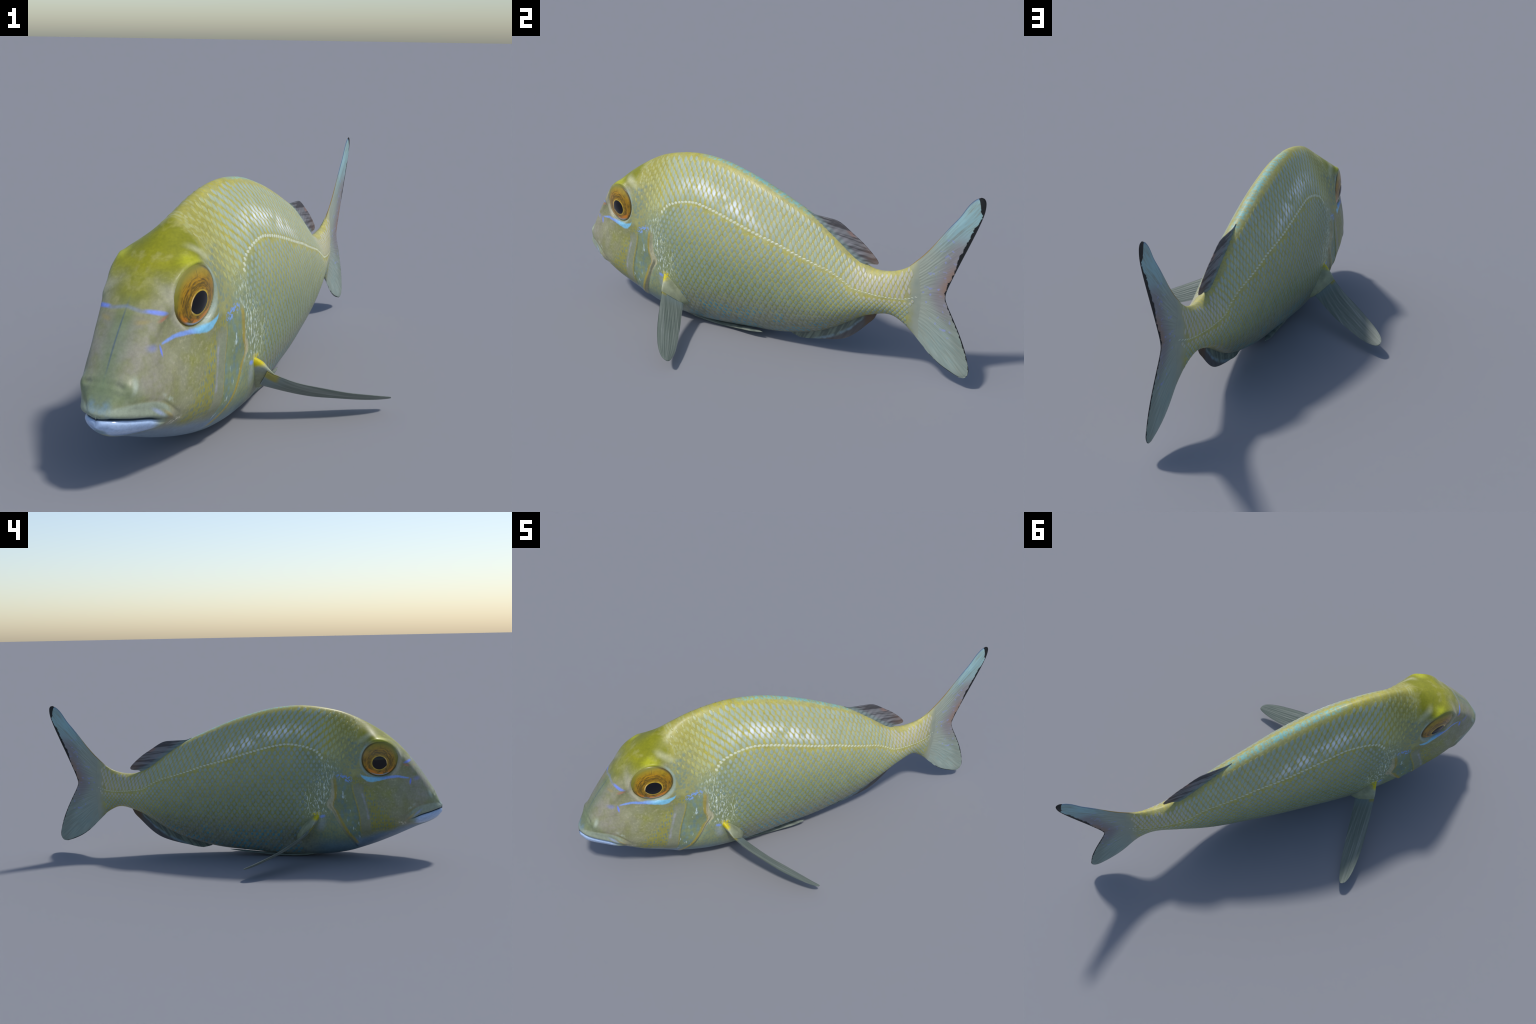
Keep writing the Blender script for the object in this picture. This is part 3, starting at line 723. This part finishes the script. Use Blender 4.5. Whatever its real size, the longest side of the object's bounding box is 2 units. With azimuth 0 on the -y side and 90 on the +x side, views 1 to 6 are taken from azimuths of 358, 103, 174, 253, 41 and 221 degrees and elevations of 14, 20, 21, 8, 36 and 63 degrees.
# paired fins: a blade between a leading and a trailing edge
def blade(name, lead, trail, thick, camber, mat, na=70, nb=40, rays=9, ridge=.2, parent=ROOT):
    L = resample(lead, na); T = resample(trail, na)
    made = []
    b = np.linspace(0, 1, nb)[None, :, None]
    M = (1 - b)*L[:, None] + b*T[:, None]
    du = np.gradient(M, axis=0); dv = np.gradient(M, axis=1)
    # blade direction normal from the middle of each section
    nn = np.cross(du, dv); nn /= np.maximum(np.linalg.norm(nn, axis=-1, keepdims=True), 1e-9)
    nm = nn[:, nb//2:nb//2 + 1]; nm = nm*np.sign(nm[..., 2:3] + 1e-9)
    a_ = np.linspace(0, 1, na)[:, None]; bb = b[0, :, 0][None]
    M = M + nm*(camber(a_)*4*bb*(1 - bb))[..., None]
    t = thick(a_)*np.sqrt(np.clip(1 - (2*bb - 1)**2, 0, 1))*(1 + ridge*np.cos(2*math.pi*rays*bb)*sstep(a_, .1, .3)) + .0005
    for s in (1, -1):
        v1 = (M + nm*t[..., None]).reshape(-1, 3)*[1, s, 1]; v2 = (M - nm*t[..., None]).reshape(-1, 3)*[1, s, 1]
        f1 = grid_faces(na, nb); f2 = [tuple(reversed([q + na*nb for q in f])) for f in f1]
        idx = lambda i, j: i*nb + j
        edge = [idx(0, j) for j in range(nb)] + [idx(i, nb - 1) for i in range(1, na)] + [idx(na - 1, j) for j in range(nb - 2, -1, -1)] + [idx(i, 0) for i in range(na - 2, 0, -1)]
        rim = [(q, r, r + na*nb, q + na*nb) for q, r in zip(edge, edge[1:] + edge[:1])]
        V_ = np.vstack([v1, v2]); F_ = f1 + f2 + rim
        p = V_[np.array(f1)]; nrm = np.cross(p[:, 1] - p[:, 0], p[:, 2] - p[:, 0])
        if nrm[:, 2].sum() < 0: F_ = [tuple(reversed(f)) for f in F_]
        made.append(make(name, V_, F_, [mat]))
    return made

def pectoral_material():
    n = Nodes('pectoral_fin_skin', .5, .35)
    # along the blade (outwards) and across it
    ox = n.sub(n.x, -.39); oy = n.sub(n.ay, .215)
    along = n.add(n.mul(ox, .67), n.mul(oy, .74)); across = n.sub(n.mul(ox, .74), n.mul(oy, .67))
    fan = n.m('DIVIDE', across, n.add(along, .55))
    cb = n.new('ShaderNodeCombineXYZ'); n.link(n.mul(fan, 55.), cb.inputs[0]); n.link(n.mul(along, 2.), cb.inputs[1])
    ray = n.noise(1.3, 2, cb.outputs[0])
    bars = n.noise(60, 2, n.S, (1, 1, 1))
    c = n.mix(n.step(ray, .42, .62), (116, 126, 118), (136, 144, 136))
    c = n.mix(n.mul(n.step(ray, .60, .68), n.step(along, .10, .30)), c, (168, 172, 170))
    c = n.mix(n.mul(bars, .25), c, (90, 104, 96))
    c = n.mix(n.mul(n.step(along, .085, .01), .7), c, (130, 148, 150))
    c = n.mix(n.mul(n.step(along, .050, .030), n.step(across, .012, .0), .8), c, (166, 154, 44))
    n.color(c); n.bump(ray, .3, .003)
    return n.mat
PECT = pectoral_material()
lead = [(-.398, .222, .213), (-.385, .243, .199), (-.336, .311, .162), (-.28, .385, .135), (-.222, .455, .110), (-.158, .520, .089), (-.118, .552, .076), (-.088, .567, .065), (-.071, .565, .057)]
trail = [(-.322, .158, .126), (-.316, .172, .124), (-.27, .238, .098), (-.217, .310, .073), (-.16, .388, .058), (-.110, .460, .046), (-.083, .508, .044), (-.067, .542, .047), (-.064, .557, .051)]
blade('pectoral_fin', lead, trail, lambda a: .0055*(1 - a)**.7 + .0018, lambda a: -.005*(1 - a), PECT, 90, 44, 9, .09)

# fleshy root of the pectoral fin, swelling out of the flank
def root_material():
    n = Nodes('fin_root_skin', .5, .35)
    c = n.mix(n.noise(20, 3, None, (1, 1, .4)), (132, 142, 108), (156, 158, 132))
    c = n.mix(n.step(n.x, -.385, -.42), c, (158, 166, 164))
    c = n.mix(n.mul(n.step(n.add(n.z, n.mul(n.add(n.x, .40), -.55)), .222, .246), n.step(n.noise(50, 2), .25, .5)), c, (198, 184, 24))
    c = n.grain(c, 40, .12)
    n.color(c)
    return n.mat
ROOTM = root_material()
stations = [  # front edge, rear edge, half thickness
    ((-.440, .150, .268), (-.300, .130, .105), .048),
    ((-.422, .180, .258), (-.312, .160, .115), .031),
    ((-.408, .203, .243), (-.318, .171, .121), .024),
    ((-.399, .222, .224), (-.320, .175, .124), .016),
    ((-.391, .236, .209), (-.319, .177, .1245), .011),
    ((-.384, .245, .198), (-.316, .176, .124), .0085)]
S0 = np.array([np.r_[a, b, c] for a, b, c in stations])
S1 = spline_weights(np.linspace(0, 5, 30), np.arange(6.)) @ S0
for s in (1, -1):
    rows = []
    for r in S1:
        f, q, th = r[:3], r[3:6], r[6]
        ctr = (f + q)/2; half = (f - q)/2
        out = np.array([-.25, .62, -.35]); out -= half*(out @ half)/(half @ half); nrm = np.cross(half, out); nrm /= np.linalg.norm(nrm)
        an = np.linspace(0, 2*math.pi, 48, endpoint=False)
        rows.append(ctr + np.cos(an)[:, None]*half + np.sin(an)[:, None]*nrm*th)
    R_ = np.array(rows); n1, n2 = R_.shape[:2]
    v = R_.reshape(-1, 3)
    v = np.vstack([v, R_[0].mean(0), R_[-1].mean(0)])*[1, s, 1]
    fc = grid_faces(n1, n2, 0, True) + [(n1*n2, (j + 1) % n2, j) for j in range(n2)] + [(n1*n2 + 1, (n1 - 1)*n2 + j, (n1 - 1)*n2 + (j + 1) % n2) for j in range(n2)]
    ob = make('pectoral_fin_root', v, fc, [ROOTM])
    import bmesh
    bm = bmesh.new(); bm.from_mesh(ob.data); bmesh.ops.recalc_face_normals(bm, faces=bm.faces); bm.to_mesh(ob.data); bm.free()

def pelvic_material():
    n = Nodes('pelvic_fin_skin', .5, .35)
    cb = n.new('ShaderNodeCombineXYZ'); n.link(n.mul(n.x, 4.), cb.inputs[0]); n.link(n.mul(n.z, 90.), cb.inputs[1])
    ray = n.noise(1.5, 3, cb.outputs[0])
    c = n.mix(n.step(ray, .35, .65), (108, 118, 110), (142, 150, 140))
    n.color(c); n.bump(ray, .3, .003)
    return n.mat
lead = [(-.40, .058, .016), (-.33, .060, .0065), (-.25, .061, .0045), (-.16, .065, .008), (-.075, .072, .0185), (.01, .077, .028), (.060, .074, .034), (.080, .067, .036)]
trail = [(-.40, .040, .014), (-.33, .034, .005), (-.25, .031, .005), (-.16, .032, .011), (-.075, .036, .019), (-.01, .043, .026), (.045, .055, .033), (.082, .068, .037)]
blade('pelvic_fin', lead, trail, lambda a: .0032*(1 - .8*a), lambda a: .004*(1 - a), pelvic_material(), 70, 24, 6, .12)

# -------------------------------------------------------------------- scales
TONES = [scale_material(a_, b_) for a_, b_ in (('scale_rim', .12), ('scale_border', .42), ('scale_inner', .74), ('scale_centre', 1.0))]
def scale_template():
    """lozenge plate, unit half height in v, unit half width in u, slightly domed"""
    na = 16; rings = [(1.0, -.8), (.90, .10), (.74, .50), (.56, .76), (.30, .94)]
    v = []; fm = []; f = []
    for r, hgt in rings:
        for k in range(na):
            a = 2*math.pi*k/na; c, s = math.cos(a), math.sin(a)
            q = 1/(abs(c)**1.45 + abs(s)**1.45)**(1/1.45)
            v.append((r*q*c, r*q*s, hgt))
    v.append((0, 0, 1.0))
    for i in range(len(rings) - 1):
        for j in range(na):
            f.append((i*na + j, i*na + (j + 1) % na, (i + 1)*na + (j + 1) % na, (i + 1)*na + j)); fm.append(min(i, 3))
    top = (len(rings) - 1)*na
    for j in range(na): f.append((top + j, top + (j + 1) % na, len(v) - 1)); fm.append(3)
    return np.array(v), f, fm
TV, TF, TM = scale_template()
tme = bpy.data.meshes.new('scale')
tme.from_pydata([tuple(v) for v in TV], [], TF)
for m_ in TONES: tme.materials.append(m_)
tme.polygons.foreach_set('material_index', np.array(TM, np.int32)); tme.polygons.foreach_set('use_smooth', np.ones(len(TF), bool)); tme.update()

frames = []    # (area, 4x4)
def add_scale(x, z, hw, hh, lean, dome, store):
    for s in (1, -1):
        p = skin_point(x, z, s)[0]; nn = skin_normal(x, z, s)[0]
        if abs(nn[1]) < .40: return
        up = np.array([-math.sin(lean), 0, math.cos(lean)]); up -= nn*(up @ nn); L = np.linalg.norm(up)
        if L < .05: return
        up /= L; fw = np.cross(up, nn)
        M = np.eye(4); M[:3, 0] = fw*hw*s; M[:3, 1] = up*hh*s; M[:3, 2] = nn*dome; M[:3, 3] = p
        # keep a right-handed frame on both sides
        if np.linalg.det(M[:3, :3]) < 0: M[:3, 0] *= -1
        store.append((hw*hh, M))

def column_gap(x): return .0300 - .009*sstep(x, .05, .75)
cols = [-.62]
while cols[-1] < .835: cols.append(cols[-1] + column_gap(cols[-1]))
gill_clear = lambda x, z: x > spl(min(max(z, .03), .52), GILL)[0] + .05
for ci, cx_ in enumerate(cols):
    gap = column_gap(cx_)
    # rows above the lateral line run parallel to it
    rsp = .0275 - .009*sstep(cx_, .0, .7)
    for k in range(14):
        x = cx_ + (gap/2 if k % 2 else 0) + rng.uniform(-.0012, .0012) - .0045*k
        lz_ = lateral(max(x, -.40))[0] - .5*max(-.40 - x, 0)
        if x < -.63 + .08*(k < 3) or x > .815 + rng.uniform(-.015, .015): continue
        # step up along the surface
        z = lz_; arc = 0; target = rsp*(k + .72)
        while arc < target and z < back(x) - .004:
            w0 = half_width(x, z)[0]; w1 = half_width(x, z + .002)[0]; arc += math.hypot(.002, w1 - w0); z += .002
        if z > back(x) - .014: break
        fade = .50 + .50*float(sstep(x, -.62, -.40))
        room = (back(x - .004) - .002 - z)/.9/(rsp*.93*fade)
        if room < .4: continue
        fit_ = min(1., room)
        add_scale(x, z, gap*.39*fade*min(1, fit_ + .15), rsp*.93*fade*fit_, .30 - .15*float(sstep(x, .1, .6)), .0012, frames)
    # rows below it run along the body and close up towards the tail
    conv = 1 - .42*float(sstep(cx_, .0, .75))
    for k in range(-30, 30):
        x = cx_ + (gap/2 if k % 2 else 0) + rng.uniform(-.0012, .0012)
        z = .352 + .0212*k*conv
        if x > .80 + .035*math.exp(-((z - .37)/.06)**2) + rng.uniform(-.012, .012) or z > lateral(x)[0] - .016 or z < belly(x) + .012: continue
        if not gill_clear(x, z): continue
        if (x + .40)**2 + ((z - .19)*.8)**2 < .075**2: continue      # clear of the fin root
        if x < -.30 and z < .42 and x < -.34 - .1*(z - .2): continue
        fade = .60 + .40*float(sstep(x, -.48, -.30)); low = float(sstep(z, .25, .12))
        slope = 1/max(abs(skin_normal(x, z)[0][1]), .35)
        add_scale(x, z, gap*(.39 - .09*low)*fade, .0212*conv*(.76 - .16*low)*fade*slope, .08 + .35*low, .0010 - .0002*low, frames)

order = sorted(range(len(frames)), key=lambda i: -frames[i][0])
single = set(order[:300]); rest = [i for i in range(len(frames)) if i not in single]
torso = bpy.data.objects['torso']
first = None
for i in order[:300]:
    ob = bpy.data.objects.new('scale', tme) if first is None else first.copy()
    first = first or ob
    bpy.context.scene.collection.objects.link(ob)
    ob.parent = torso; ob.matrix_parent_inverse = Matrix.Identity(4); ob.matrix_local = Matrix(frames[i][1].tolist())
nv = len(TV)
allv = np.concatenate([TV @ frames[i][1][:3, :3].T + frames[i][1][:3, 3] for i in rest])
base_f = [np.array(f) for f in TF]
allf = [tuple(f + k*nv) for k in range(len(rest)) for f in base_f]
sm = make('scales', allv, allf, TONES, parent=torso, face_mat=TM*len(rest))
sm['kind'] = 'stuff'

# raised pale scales along the lateral line
def ll_material():
    n = Nodes('lateral_line_pale', .42, .45)
    n.color(n.mix(n.noise(40, 2), (186, 194, 166), (216, 220, 202)))
    return n.mat
LLM = ll_material()
lv = [(-1, -.35, -.3), (-.25, -1, -.3), (1, -.45, -.3), (.55, 0, -.3), (1, .5, -.3), (-.25, 1, -.3), (-1, .35, -.3),
      (-.55, 0, .9), (-.1, -.35, 1), (.25, 0, 1), (-.1, .35, 1)]
lf = [(0, 1, 8, 7), (1, 2, 9, 8), (2, 3, 9), (3, 4, 9), (4, 5, 10, 9), (5, 6, 7, 10), (6, 0, 7), (7, 8, 9, 10)]
lme = bpy.data.meshes.new('lateral_line_scale'); lme.from_pydata(lv, [], lf); lme.materials.append(LLM)
lme.polygons.foreach_set('use_smooth', np.ones(len(lf), bool)); lme.update()
lls = []; x = -.436
while x < .85:
    z = lateral(x)[0]; sl = (lateral(x + .004)[0] - lateral(x - .004)[0])/.008
    g = .0215 - .0075*float(sstep(x, .2, .8))
    hh = .0074*(1 - .68*float(sstep(x, -.1, .65)))
    add_scale(x, z, g*.49, hh, -math.atan(sl), .0016, lls)
    x += g*math.cos(math.atan(sl))*.97
first = None
for _, M in lls:
    ob = bpy.data.objects.new('lateral_line_scale', lme) if first is None else first.copy()
    first = first or ob
    bpy.context.scene.collection.objects.link(ob)
    if M[0, 0] > 0: M = M @ np.diag([-1, -1, 1, 1])     # notch points to the tail
    M = M @ np.diag([-1, -1, 1, 1])
    ob.parent = torso; ob.matrix_parent_inverse = Matrix.Identity(4); ob.matrix_local = Matrix(M.tolist())

# ----------------------------------------------------------------- placement
a = (math.sin(YAW), math.cos(YAW)); b = (math.cos(YAW), -math.sin(YAW))
# fish x axis -> a, fish y axis -> b: a mirrored pair, so flip y (the fish is symmetric)
rot = Matrix(((a[0], -b[0], 0, b[0]*SHIFT), (a[1], -b[1], 0, b[1]*SHIFT), (0, 0, 1, 0), (0, 0, 0, 1)))
ROOT.matrix_world = rot
ROOT['label'] = 'yellow-green big-eyed sea fish with forked black-edged tail'
ROOT['category'] = 'fish'
print('scales', len(frames), 'lateral', len(lls), 'body verts', len(V))
